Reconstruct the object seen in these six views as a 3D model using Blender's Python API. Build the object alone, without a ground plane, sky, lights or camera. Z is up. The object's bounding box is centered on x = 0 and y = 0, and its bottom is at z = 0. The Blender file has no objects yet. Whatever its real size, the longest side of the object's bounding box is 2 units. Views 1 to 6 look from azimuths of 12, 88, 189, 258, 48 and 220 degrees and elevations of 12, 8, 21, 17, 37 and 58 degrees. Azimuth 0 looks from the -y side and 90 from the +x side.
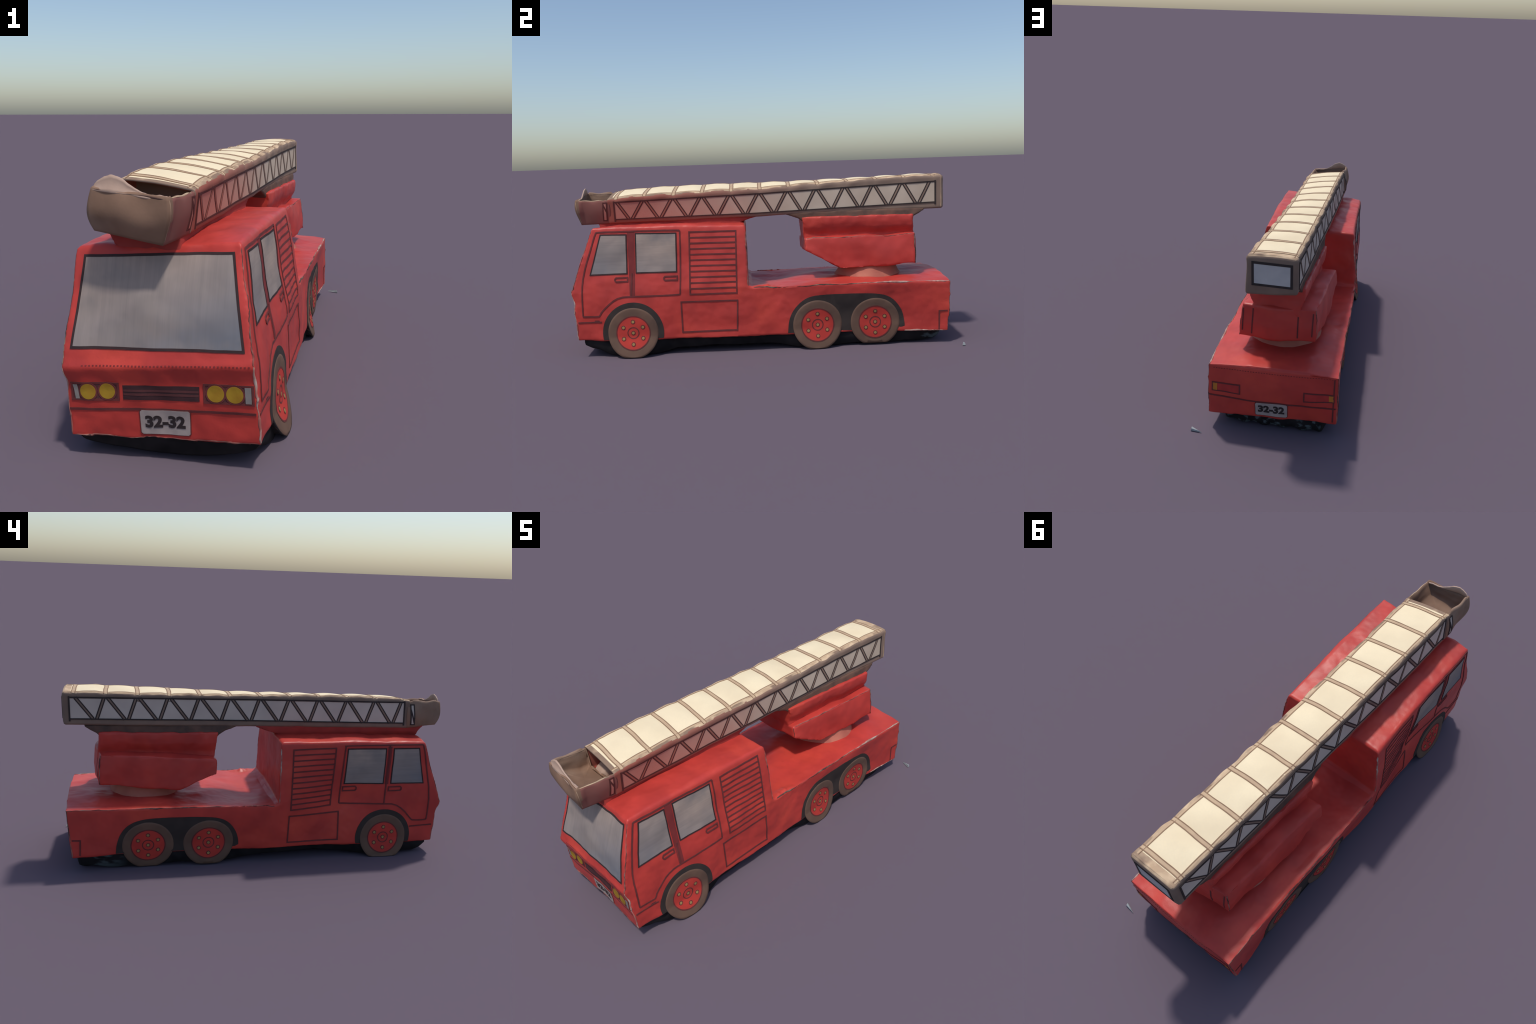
# A paper-craft ladder fire truck: folded red card body with printed doors and
# wheels, a red turntable block and a cream boxed ladder with an open basket.
# Frame: front of the truck is -y, left flank +x (EAST), right flank -x (WEST).
import bpy, bmesh, math, random
from mathutils import Vector, noise
from mathutils.bvhtree import BVHTree
import numpy as np

random.seed(7)
D = bpy.data
COLL = bpy.context.scene.collection

# ------------------------------------------------------------------ materials
def new_mat(name, rough=0.7, spec=0.25):
    m = D.materials.new(name)
    m.use_nodes = True
    nt = m.node_tree
    b = nt.nodes["Principled BSDF"]
    b.inputs["Roughness"].default_value = rough
    b.inputs["Specular IOR Level"].default_value = spec
    return m, nt, b

def add(nt, kind, **kw):
    n = nt.nodes.new(kind)
    for k, v in kw.items():
        setattr(n, k, v)
    return n

def noise_fac(nt, scale, detail=3.0, stretch=(1, 1, 1), lo=0.35, hi=0.65, seed=0.0, rough=0.5):
    tc = add(nt, "ShaderNodeTexCoord")
    mp = add(nt, "ShaderNodeMapping")
    mp.inputs["Scale"].default_value = stretch
    mp.inputs["Location"].default_value = (seed, seed * 1.7, seed * 0.6)
    nz = add(nt, "ShaderNodeTexNoise")
    nz.inputs["Scale"].default_value = scale
    nz.inputs["Detail"].default_value = detail
    nz.inputs["Roughness"].default_value = rough
    mr = add(nt, "ShaderNodeMapRange")
    mr.inputs[1].default_value = lo
    mr.inputs[2].default_value = hi
    nt.links.new(tc.outputs["Object"], mp.inputs[0])
    nt.links.new(mp.outputs[0], nz.inputs[0])
    nt.links.new(nz.outputs[0], mr.inputs[0])
    return mr.outputs[0]

def mix(nt, fac, a, b, blend="MIX"):
    n = add(nt, "ShaderNodeMix", data_type="RGBA", blend_type=blend)
    for sock, v in ((n.inputs[0], fac), (n.inputs[6], a), (n.inputs[7], b)):
        if isinstance(v, bpy.types.NodeSocket):
            nt.links.new(v, sock)
        elif isinstance(v, (int, float)):
            sock.default_value = v
        else:
            sock.default_value = (*v, 1)
    return n.outputs[2]

def axis_ramp(nt, axis, lo, hi):
    tc = add(nt, "ShaderNodeTexCoord")
    sp = add(nt, "ShaderNodeSeparateXYZ")
    mr = add(nt, "ShaderNodeMapRange")
    mr.inputs[1].default_value = lo
    mr.inputs[2].default_value = hi
    nt.links.new(tc.outputs["Object"], sp.inputs[0])
    nt.links.new(sp.outputs[axis], mr.inputs[0])
    return mr.outputs[0]

def math_node(nt, op, a, b):
    n = add(nt, "ShaderNodeMath", operation=op)
    for s, v in ((n.inputs[0], a), (n.inputs[1], b)):
        if isinstance(v, bpy.types.NodeSocket):
            nt.links.new(v, s)
        else:
            s.default_value = v
    n.use_clamp = True
    return n.outputs[0]

def bump(nt, b, fac, strength, dist=0.002):
    bn = add(nt, "ShaderNodeBump")
    bn.inputs["Strength"].default_value = strength
    bn.inputs["Distance"].default_value = dist
    nt.links.new(fac, bn.inputs["Height"])
    nt.links.new(bn.outputs[0], b.inputs["Normal"])

def paper(name, base, dark, scale=9, grain=160, rough=0.72, spec=0.22, light=None):
    """card stock: broad blotches plus fine print grain"""
    m, nt, b = new_mat(name, rough, spec)
    c = mix(nt, noise_fac(nt, scale, 4, seed=scale), base, dark)
    if light:
        c = mix(nt, noise_fac(nt, scale * 0.6, 3, lo=0.52, hi=0.75, seed=3.3), c, light)
    g = noise_fac(nt, grain, 2, lo=0.25, hi=0.75)
    d = tuple(x * 0.86 for x in base)
    c = mix(nt, math_node(nt, "MULTIPLY", g, 0.35), c, d)
    nt.links.new(c, b.inputs["Base Color"])
    bump(nt, b, g, 0.12, 0.001)
    return m

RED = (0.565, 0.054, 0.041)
RED_D = (0.43, 0.041, 0.033)
M = {}
M["red"] = paper("red_card", RED, RED_D, 7, light=(0.63, 0.068, 0.042), rough=0.42, spec=0.33)
M["hub"] = paper("hub_red", (0.55, 0.052, 0.038), (0.45, 0.042, 0.033), 14)
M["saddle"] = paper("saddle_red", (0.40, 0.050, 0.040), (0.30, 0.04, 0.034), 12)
M["mount"] = paper("mount_brown", (0.16, 0.085, 0.060), (0.08, 0.05, 0.04), 16)
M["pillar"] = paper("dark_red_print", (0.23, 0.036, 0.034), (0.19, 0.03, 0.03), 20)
M["line"] = paper("dark_line_print", (0.165, 0.036, 0.034), (0.12, 0.03, 0.03), 25)
M["frame"] = paper("window_frame_print", (0.05, 0.028, 0.028), (0.035, 0.022, 0.022), 25)
M["arch"] = paper("wheel_arch_print", (0.050, 0.037, 0.032), (0.038, 0.029, 0.026), 18)
M["tyre"] = paper("tyre_brown_print", (0.160, 0.092, 0.063), (0.122, 0.072, 0.052), 10)
M["tread"] = paper("tyre_tread_black", (0.035, 0.03, 0.03), (0.02, 0.018, 0.018), 30)
M["bolt"] = paper("bolt_yellow_print", (0.38, 0.24, 0.09), (0.31, 0.19, 0.075), 60)
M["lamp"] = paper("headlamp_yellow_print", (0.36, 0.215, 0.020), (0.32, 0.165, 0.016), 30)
M["orange"] = paper("indicator_orange_print", (0.55, 0.20, 0.03), (0.45, 0.15, 0.03), 30)
M["tail"] = paper("tail_light_red_print", (0.50, 0.045, 0.04), (0.42, 0.04, 0.035), 30)
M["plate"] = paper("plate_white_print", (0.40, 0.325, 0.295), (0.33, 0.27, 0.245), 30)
M["ink"] = paper("plate_ink", (0.045, 0.03, 0.03), (0.03, 0.022, 0.022), 40)
M["white"] = paper("marker_white_print", (0.27, 0.235, 0.215), (0.21, 0.185, 0.17), 30)
M["grille"] = paper("grille_dark_print", (0.055, 0.022, 0.024), (0.04, 0.018, 0.02), 30)
M["slat"] = paper("grille_slat_print", (0.10, 0.032, 0.032), (0.08, 0.028, 0.028), 30)
M["neck"] = paper("salmon_neck", (0.50, 0.17, 0.115), (0.40, 0.12, 0.085), 12)
M["tan"] = paper("tan_print", (0.60, 0.43, 0.27), (0.52, 0.36, 0.23), 22)
M["tanline"] = paper("brown_rung_line", (0.31, 0.19, 0.115), (0.25, 0.15, 0.095), 22)
M["truss"] = paper("truss_dark_line", (0.050, 0.036, 0.033), (0.036, 0.027, 0.026), 22)
M["basket"] = paper("basket_brown", (0.27, 0.160, 0.105), (0.190, 0.110, 0.072), 8, light=(0.32, 0.22, 0.16))
M["flap"] = paper("flap_pink", (0.50, 0.345, 0.265), (0.40, 0.27, 0.205), 12)
M["chip"] = paper("chip_grey", (0.34, 0.36, 0.36), (0.22, 0.24, 0.25), 40)

def mat_worn(name, tones, scale=30):
    m, nt, b = new_mat(name, 0.8, 0.15)
    c = mix(nt, noise_fac(nt, scale, 4, lo=0.4, hi=0.6, seed=1.0), tones[0], tones[1])
    c = mix(nt, noise_fac(nt, scale * 0.5, 3, lo=0.45, hi=0.6, seed=9.0), c, tones[2])
    nt.links.new(c, b.inputs["Base Color"])
    return m
M["worn"] = mat_worn("worn_paper_edge", ((0.30, 0.16, 0.13), (0.34, 0.09, 0.07), (0.12, 0.05, 0.045)))
M["worn_white"] = mat_worn("worn_white_edge", ((0.50, 0.38, 0.32), (0.42, 0.24, 0.19), (0.34, 0.11, 0.09)))
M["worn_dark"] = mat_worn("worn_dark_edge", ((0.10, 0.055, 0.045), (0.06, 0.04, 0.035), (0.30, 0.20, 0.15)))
M["worn_tan"] = mat_worn("worn_tan_edge", ((0.66, 0.48, 0.31), (0.52, 0.36, 0.23), (0.27, 0.18, 0.125)), 18)

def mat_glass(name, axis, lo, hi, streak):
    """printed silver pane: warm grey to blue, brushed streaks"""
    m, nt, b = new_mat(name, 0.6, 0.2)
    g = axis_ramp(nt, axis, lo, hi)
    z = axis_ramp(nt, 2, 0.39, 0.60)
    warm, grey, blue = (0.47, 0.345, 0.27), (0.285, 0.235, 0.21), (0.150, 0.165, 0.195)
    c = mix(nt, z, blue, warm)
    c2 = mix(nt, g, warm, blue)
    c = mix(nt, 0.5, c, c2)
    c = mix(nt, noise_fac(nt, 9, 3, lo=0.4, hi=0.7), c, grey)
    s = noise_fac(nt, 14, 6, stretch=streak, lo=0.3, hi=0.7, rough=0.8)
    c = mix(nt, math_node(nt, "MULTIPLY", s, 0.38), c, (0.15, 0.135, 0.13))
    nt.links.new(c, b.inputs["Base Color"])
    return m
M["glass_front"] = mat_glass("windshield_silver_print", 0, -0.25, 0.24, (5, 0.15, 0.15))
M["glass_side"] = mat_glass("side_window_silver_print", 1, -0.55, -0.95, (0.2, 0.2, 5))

# cream ladder card; red light bounced off the roof is painted into the left flank
def mat_ladder():
    m, nt, b = new_mat("cream_ladder_card", 0.75, 0.2)
    c = mix(nt, noise_fac(nt, 6, 3), (0.90, 0.75, 0.50), (0.82, 0.67, 0.44))
    g = noise_fac(nt, 150, 2, lo=0.25, hi=0.75)
    c = mix(nt, math_node(nt, "MULTIPLY", g, 0.25), c, (0.74, 0.62, 0.43))
    nt.links.new(c, b.inputs["Base Color"])
    return m
def mat_flank(name, base, dark, bounce=None):
    m, nt, b = new_mat(name, 0.75, 0.2)
    c = mix(nt, noise_fac(nt, 8, 3), base, dark)
    if bounce:
        f = axis_ramp(nt, 1, 0.25, -0.62)  # painted red bounce light, stronger towards the front
        c = mix(nt, math_node(nt, "MULTIPLY", f, 0.9), c, bounce)
    g = noise_fac(nt, 150, 2, lo=0.25, hi=0.75)
    c = mix(nt, math_node(nt, "MULTIPLY", g, 0.15), c, tuple(x * 0.8 for x in base))
    nt.links.new(c, b.inputs["Base Color"])
    return m
M["cream"] = mat_ladder()
M["flank_e"] = mat_flank("ladder_flank_red_bounce", (0.60, 0.485, 0.375), (0.52, 0.41, 0.31), (0.46, 0.150, 0.112))  # last colour: roof's red bounce light painted on the card
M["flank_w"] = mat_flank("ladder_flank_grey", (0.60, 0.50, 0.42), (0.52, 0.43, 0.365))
M["rail_e"] = mat_flank("rail_red_bounce", (0.30, 0.205, 0.150), (0.24, 0.165, 0.125), (0.33, 0.085, 0.06))  # rail with the same bounce light in its colour
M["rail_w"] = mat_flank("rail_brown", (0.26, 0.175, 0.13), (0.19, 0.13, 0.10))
M["tline_e"] = mat_flank("truss_line_red_bounce", (0.050, 0.036, 0.033), (0.040, 0.030, 0.028), (0.105, 0.028, 0.025))  # dark line reddened by painted bounce light
M["bask_e"] = mat_flank("basket_side_red_bounce", (0.235, 0.165, 0.130), (0.18, 0.122, 0.096), (0.25, 0.085, 0.07))  # basket brown reddened by painted bounce light from the roof
M["pane"] = paper("ladder_end_grey", (0.56, 0.52, 0.49), (0.48, 0.45, 0.43), 14)

def mat_under():  # black of the scan's filled-in bottom, grey-teal towards the tail
    m, nt, b = new_mat("scan_underside_black", 0.85, 0.15)
    c = mix(nt, noise_fac(nt, 12, 4), (0.022, 0.019, 0.020), (0.010, 0.009, 0.010))
    w = noise_fac(nt, 30, 4, stretch=(1, 0.25, 1), lo=0.52, hi=0.62)
    r = axis_ramp(nt, 1, 0.66, 0.76)
    c = mix(nt, math_node(nt, "MULTIPLY", w, r), c, (0.085, 0.105, 0.112))
    nt.links.new(c, b.inputs["Base Color"])
    return m
M["under"] = mat_under()

# ------------------------------------------------------------------ scene tree
ROOT = D.objects.new("fire_truck", None)
COLL.objects.link(ROOT)
ROOT["label"] = "red folded paper ladder fire truck with cream ladder and basket"
ROOT["category"] = "toy truck"

def link(name, me, mat=None, parent=None, smooth=True, stuff=False):
    ob = D.objects.new(name, me)
    COLL.objects.link(ob)
    ob.parent = parent or ROOT
    if mat:
        me.materials.append(M[mat])
    if smooth:
        me.polygons.foreach_set("use_smooth", [True] * len(me.polygons))
    if stuff:
        ob["kind"] = "stuff"
    return ob

def group(name, parent=None):
    e = D.objects.new(name, None)
    COLL.objects.link(e)
    e.parent = parent or ROOT
    return e

def mesh_from(name, verts, faces):
    me = D.meshes.new(name)
    me.from_pydata([tuple(v) for v in verts], [], faces)
    me.update()
    return me

def tidy(me):
    bm = bmesh.new()
    bm.from_mesh(me)
    bmesh.ops.remove_doubles(bm, verts=bm.verts, dist=1e-5)
    bmesh.ops.recalc_face_normals(bm, faces=bm.faces)
    bm.to_mesh(me)
    bm.free()
    me.update()
    return me

def crumple(me, amp, freq, seed, amp2=0.0, freq2=20.0, keep=None):
    """push every vertex along its normal by fractal noise"""
    n = len(me.vertices)
    co = np.empty(n * 3); me.vertices.foreach_get("co", co); co = co.reshape(-1, 3)
    no = np.empty(n * 3); me.vertices.foreach_get("normal", no); no = no.reshape(-1, 3)
    off = Vector((seed * 3.1, seed * 7.7, seed * 1.3))
    d = np.empty(n)
    for i in range(n):
        p = Vector(co[i])
        v = amp * noise.noise(p * freq + off)
        if amp2:
            v += amp2 * noise.noise(p * freq2 + off * 2)
        d[i] = v
    if keep is not None:
        d *= keep(co)
    co += no * d[:, None]
    me.vertices.foreach_set("co", co.ravel())
    me.update()

def remesh(me, voxel):
    ob = D.objects.new("tmp", me)
    COLL.objects.link(ob)
    md = ob.modifiers.new("r", "REMESH")
    md.mode = "VOXEL"
    md.voxel_size = voxel
    sm = ob.modifiers.new("s", "SMOOTH")
    sm.factor = 0.5
    sm.iterations = 3
    dg = bpy.context.evaluated_depsgraph_get()
    out = D.meshes.new_from_object(ob.evaluated_get(dg))
    D.objects.remove(ob)
    return out

def bvh_of(me):
    bm = bmesh.new()
    bm.from_mesh(me)
    t = BVHTree.FromBMesh(bm)
    bm.free()
    return t

def lerp(a, b, t):
    return a + (b - a) * t

def interp(x, xs, ys):
    return float(np.interp(x, xs, ys))

# ------------------------------------------------------------------ truck body
# Side profile of the body (y, z) with the left (east) and right (west) x of each
# fold corner: lower front, front fold, roof front, roof back, notch, rear.
PROFILE = [  # (y_e, z_e, x_e), (y_w, z_w, x_w)
    ((-0.967, 0.086, 0.277), (-0.962, 0.062, -0.302)),
    ((-0.981, 0.330, 0.260), (-0.984, 0.285, -0.301)),
    ((-0.872, 0.655, 0.202), (-0.872, 0.618, -0.296)),
    ((-0.096, 0.643, 0.204), (-0.096, 0.635, -0.298)),
    ((-0.092, 0.331, 0.258), (-0.092, 0.318, -0.331)),
    ((0.941, 0.325, 0.266), (0.943, 0.326, -0.321)),
    ((0.925, 0.062, 0.268), (0.923, 0.078, -0.324)),
]
def build_body():
    bm = bmesh.new()
    ev = [bm.verts.new((e[2], e[0], e[1])) for e, w in PROFILE]
    wv = [bm.verts.new((w[2], w[0], w[1])) for e, w in PROFILE]
    n = len(PROFILE)
    bm.faces.new(ev)
    bm.faces.new(list(reversed(wv)))
    for i in range(n):
        j = (i + 1) % n
        bm.faces.new((ev[j], ev[i], wv[i], wv[j]))
    bmesh.ops.recalc_face_normals(bm, faces=bm.faces)
    # the roof ridges are rolled over, the other folds are crisp
    roof = [e for e in bm.edges if all(v.co.z > 0.6 for v in e.verts)]
    bmesh.ops.bevel(bm, geom=roof, offset=0.014, segments=3, affect="EDGES", profile=0.5)
    bmesh.ops.triangulate(bm, faces=bm.faces)
    me = D.meshes.new("body")
    bm.to_mesh(me)
    bm.free()
    me = remesh(me, 0.0065)
    # slow buckling of the card; calmer on flanks so the print stays legible
    def calm(co):
        k = np.ones(len(co))
        k[(co[:, 0] > 0.19) | (co[:, 0] < -0.285)] = 0.75
        return k
    crumple(me, 0.009, 5.0, 1, 0.0036, 15.0, calm)
    crumple(me, 0.0010, 42.0, 2)
    # local shapes: dents and bulges the card has taken on
    def hump(a, a0, sa, b, b0, sb):
        return math.exp(-((a - a0) / sa) ** 2 - ((b - b0) / sb) ** 2)
    normals = [v.normal.copy() for v in me.vertices]
    for v, n in zip(me.vertices, normals):
        x, y, z = v.co
        if z > 0.30 and z < 0.36 and y > -0.08 and n.z > 0.5:
            v.co.z += 0.015 * max(0, math.sin((x + 0.32) / 0.58 * math.pi)) * min(1, max(0, (y - 0.35) / 0.2))
            v.co.z -= 0.022 * hump(x, -0.04, 0.26, y, 0.03, 0.15)
            w = max(0, 1 - abs(y - 0.0) / 0.075) * max(0, 1 - abs(x - 0.235) / 0.03)
            v.co.z += w * (0.014 + 0.008 * noise.noise(Vector((x * 30, y * 60, 0))))
        if n.y > 0.5 and y < 0.0:          # hollow rear wall of the cab
            v.co.y -= 0.014 * hump(x, -0.04, 0.20, z, 0.44, 0.12)
        # flank dents pull the whole edge along, underside included
        kw = min(1, max(0, -(x + 0.10) / 0.18)); ke = min(1, max(0, (x - 0.06) / 0.18))
        low_w = 0.026 * hump(y, 0.50, 0.30, max(z, 0.11), 0.11, 0.15) * (1 if z < 0.325 else 0)
        v.co.x += kw * (0.036 * hump(y, -0.43, 0.24, z, 0.33, 0.20) + low_w + 0.016 * hump(y, 0.12, 0.14, max(z, 0.12), 0.12, 0.13))
        v.co.x -= ke * 0.022 * hump(y, 0.52, 0.26, max(z, 0.12), 0.12, 0.14)
        if y > 0.8:                        # swollen tail
            v.co.y += 0.012 * hump(x, -0.02, 0.24, z, 0.22, 0.13) * min(1, (y - 0.8) / 0.1)
        if y < -0.80:                      # nose: fold lip, bowed screen, dented apron
            k = min(1, (-0.80 - y) / 0.06)
            zf = lerp(0.285, 0.330, (x + 0.30) / 0.56)
            v.co.y += k * (-0.004 * math.exp(-((z - zf) / 0.018) ** 2)
                           + 0.008 * math.exp(-((z - zf + 0.06) / 0.035) ** 2)
                           - 0.006 * hump(x, 0.02, 0.24, z, 0.47, 0.11)
                           + 0.020 * hump(x, 0.06, 0.20, z, 0.15, 0.10))
    me.update()
    return me

BODY = build_body()
BODY_BVH = bvh_of(BODY)

def split_body(me):
    """cab and load bed: one surface, cut at the cab's rear wall"""
    me.polygons.foreach_set("use_smooth", [True] * len(me.polygons))
    nrm = {}
    for v in me.vertices:
        nrm[v.index] = v.normal.copy()
    cut = -0.135
    for name, keep in (("cab", lambda p: p.center.y < cut), ("load_bed", lambda p: p.center.y >= cut)):
        faces, idx, verts, vn = [], {}, [], []
        for p in me.polygons:
            # the cab's rear wall belongs to the cab
            wall = p.center.z > 0.345 and p.center.y < 0.0
            inside = (p.center.y < cut) or wall
            if inside != (name == "cab"):
                continue
            f = []
            for vi in p.vertices:
                if vi not in idx:
                    idx[vi] = len(verts)
                    verts.append(me.vertices[vi].co.copy())
                    vn.append(nrm[vi])
                f.append(idx[vi])
            faces.append(f)
        part = mesh_from(name, verts, faces)
        ob = link(name, part, "red")
        part.normals_split_custom_set_from_vertices([tuple(n) for n in vn])
        yield ob
CAB, BED = split_body(BODY)

# ------------------------------------------------------------------ projection
def ray_proj(bvh, axis, sign, fallback, zmin=None):
    """2-D drawing coords -> point on a face; the ray runs along axis from outside"""
    d = Vector((0, 0, 0)); d[axis] = -sign
    keep = [i for i in range(3) if i != axis]
    def f(u, v, off):
        o = Vector((0, 0, 0))
        o[axis] = 3.0 * sign
        o[keep[0]] = u
        o[keep[1]] = v if zmin is None else max(v, zmin)
        h = bvh.ray_cast(o, d)[0]
        p = h.copy() if h else o.copy()
        if not h:
            o[axis] = fallback
            near = bvh.find_nearest(o)[0]
            p[axis] = near[axis] if near else fallback
        p[keep[1]] = v
        p[axis] += sign * off
        return p
    return f
EAST = ray_proj(BODY_BVH, 0, 1, 0.26, 0.10)
WEST = ray_proj(BODY_BVH, 0, -1, -0.31, 0.10)
FRONT = ray_proj(BODY_BVH, 1, -1, -0.97)
REAR = ray_proj(BODY_BVH, 1, 1, 0.93)

def skin(name, v2, faces, proj, off, thick, mat, parent, stuff=False):
    """lay a flat 2-D mesh on a face and give its border a small depth"""
    top = [proj(u, v, off) for u, v in v2]
    bot = [proj(u, v, off - thick) for u, v in v2]
    n = len(v2)
    edges = {}
    for f in faces:
        for i in range(len(f)):
            a, b = f[i], f[(i + 1) % len(f)]
            edges.setdefault((min(a, b), max(a, b)), []).append((a, b))
    fs = [list(f) for f in faces]
    for k, lst in edges.items():
        if len(lst) == 1:
            a, b = lst[0]
            fs.append([b, a, a + n, b + n])
    me = mesh_from(name, top + bot, fs)
    bm = bmesh.new(); bm.from_mesh(me)
    # faces must look outward
    c = proj(*v2[0], 1.0) - proj(*v2[0], 0.0)
    loose = [v for v in bm.verts if not v.link_faces]
    bmesh.ops.delete(bm, geom=loose, context="VERTS")
    bmesh.ops.recalc_face_normals(bm, faces=bm.faces)
    bm.faces.ensure_lookup_table()
    if bm.faces[0].normal.dot(c) < 0:
        bmesh.ops.reverse_faces(bm, faces=bm.faces)
    bm.to_mesh(me); bm.free()
    ob = link(name, me, mat, parent, smooth=True, stuff=stuff)
    me.set_sharp_from_angle(angle=math.radians(40))
    return ob

def patch(name, poly, proj, off, mat, parent=None, step=0.014, thick=0.004):
    bm = bmesh.new()
    vs = [bm.verts.new((u, v, 0)) for u, v in poly]
    bm.faces.new(vs)
    bmesh.ops.triangulate(bm, faces=bm.faces)
    for ax in (0, 1):
        lo = min(p[ax] for p in poly); hi = max(p[ax] for p in poly)
        n = int((hi - lo) / step)
        for k in range(1, n + 1):
            co = [0, 0, 0]; no = [0, 0, 0]
            co[ax] = lo + (hi - lo) * k / (n + 1); no[ax] = 1
            bmesh.ops.bisect_plane(bm, geom=bm.verts[:] + bm.edges[:] + bm.faces[:],
                                   plane_co=co, plane_no=no)
    bmesh.ops.triangulate(bm, faces=bm.faces)
    bm.verts.ensure_lookup_table(); bm.verts.index_update()
    v2 = [(v.co.x, v.co.y) for v in bm.verts]
    fs = [[v.index for v in f.verts] for f in bm.faces]
    bm.free()
    return skin(name, v2, fs, proj, off, thick, mat, parent)

def resample(pts, step, closed=False):
    pts = list(pts) + ([pts[0]] if closed else [])
    out = []
    for (a, b) in zip(pts[:-1], pts[1:]):
        L = math.hypot(b[0] - a[0], b[1] - a[1])
        n = max(1, int(L / step + 0.5))
        for k in range(n):
            t = k / n
            out.append((lerp(a[0], b[0], t), lerp(a[1], b[1], t)))
    if not closed:
        out.append(pts[-1])
    return out

def smooth_line(pts, it=2, closed=False):
    """Chaikin corner cutting"""
    for _ in range(it):
        out = [] if closed else [pts[0]]
        rng = range(len(pts)) if closed else range(len(pts) - 1)
        for i in rng:
            a, b = pts[i], pts[(i + 1) % len(pts)]
            out += [(lerp(a[0], b[0], .25), lerp(a[1], b[1], .25)), (lerp(a[0], b[0], .75), lerp(a[1], b[1], .75))]
        if not closed:
            out.append(pts[-1])
        pts = out
    return pts

def stroke_geo(pts, width, closed=False, step=0.012):
    pts = resample(pts, step, closed)
    n = len(pts)
    v2, fs = [], []
    for i, (x, y) in enumerate(pts):
        a = pts[(i - 1) % n] if closed or i > 0 else pts[i]
        b = pts[(i + 1) % n] if closed or i < n - 1 else pts[i]
        t1 = Vector((x - a[0], y - a[1])); t2 = Vector((b[0] - x, b[1] - y))
        if t1.length < 1e-9: t1 = t2
        if t2.length < 1e-9: t2 = t1
        t1.normalize(); t2.normalize()
        t = (t1 + t2)
        t = t.normalized() if t.length > 1e-6 else t1
        w = width * 0.5 / max(0.45, t.dot(t1))
        nx, ny = -t.y * w, t.x * w
        v2 += [(x + nx, y + ny), (x - nx, y - ny)]
    m = n if closed else n - 1
    for i in range(m):
        j = (i + 1) % n
        fs.append([2 * i, 2 * i + 1, 2 * j + 1, 2 * j])
    return v2, fs

def stroke(name, pts, width, proj, off, mat, parent=None, closed=False, thick=0.004, step=0.012):
    v2, fs = stroke_geo(pts, width, closed, step)
    return skin(name, v2, fs, proj, off, thick, mat, parent)

def strokes(name, lines, width, proj, off, mat, parent=None, thick=0.004, stuff=False):
    V, F = [], []
    for pts in lines:
        v2, fs = stroke_geo(pts, width)
        k = len(V)
        V += v2
        F += [[i + k for i in f] for f in fs]
    return skin(name, V, F, proj, off, thick, mat, parent, stuff)

def ring_geo(c, r0, r1, n=72, nr=2):
    v2, fs = [], []
    for k in range(nr + 1):
        r = lerp(r0, r1, k / nr)
        for i in range(n):
            a = 2 * math.pi * i / n
            v2.append((c[0] + r * math.cos(a), c[1] + r * math.sin(a)))
    for k in range(nr):
        for i in range(n):
            j = (i + 1) % n
            fs.append([k * n + i, k * n + j, (k + 1) * n + j, (k + 1) * n + i])
    return v2, fs

def disc(name, c, r, proj, off, mat, parent, n=48, thick=0.004):
    v2, fs = ring_geo(c, r * 0.02, r, n, max(2, int(r / 0.012)))
    fs.append(list(range(n)))
    return skin(name, v2, fs, proj, off, thick, mat, parent)

def ring(name, c, r0, r1, proj, off, mat, parent, n=72, thick=0.004, nr=1):
    v2, fs = ring_geo(c, r0, r1, n, nr)
    return skin(name, v2, fs, proj, off, thick, mat, parent)

def rect(a, b, c, d):
    return [a, b, c, d]

# ------------------------------------------------------------------ flank print
O1, O2, O3, O4 = 0.0016, 0.0024, 0.0032, 0.0040
LW = 0.0068      # printed line width

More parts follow.
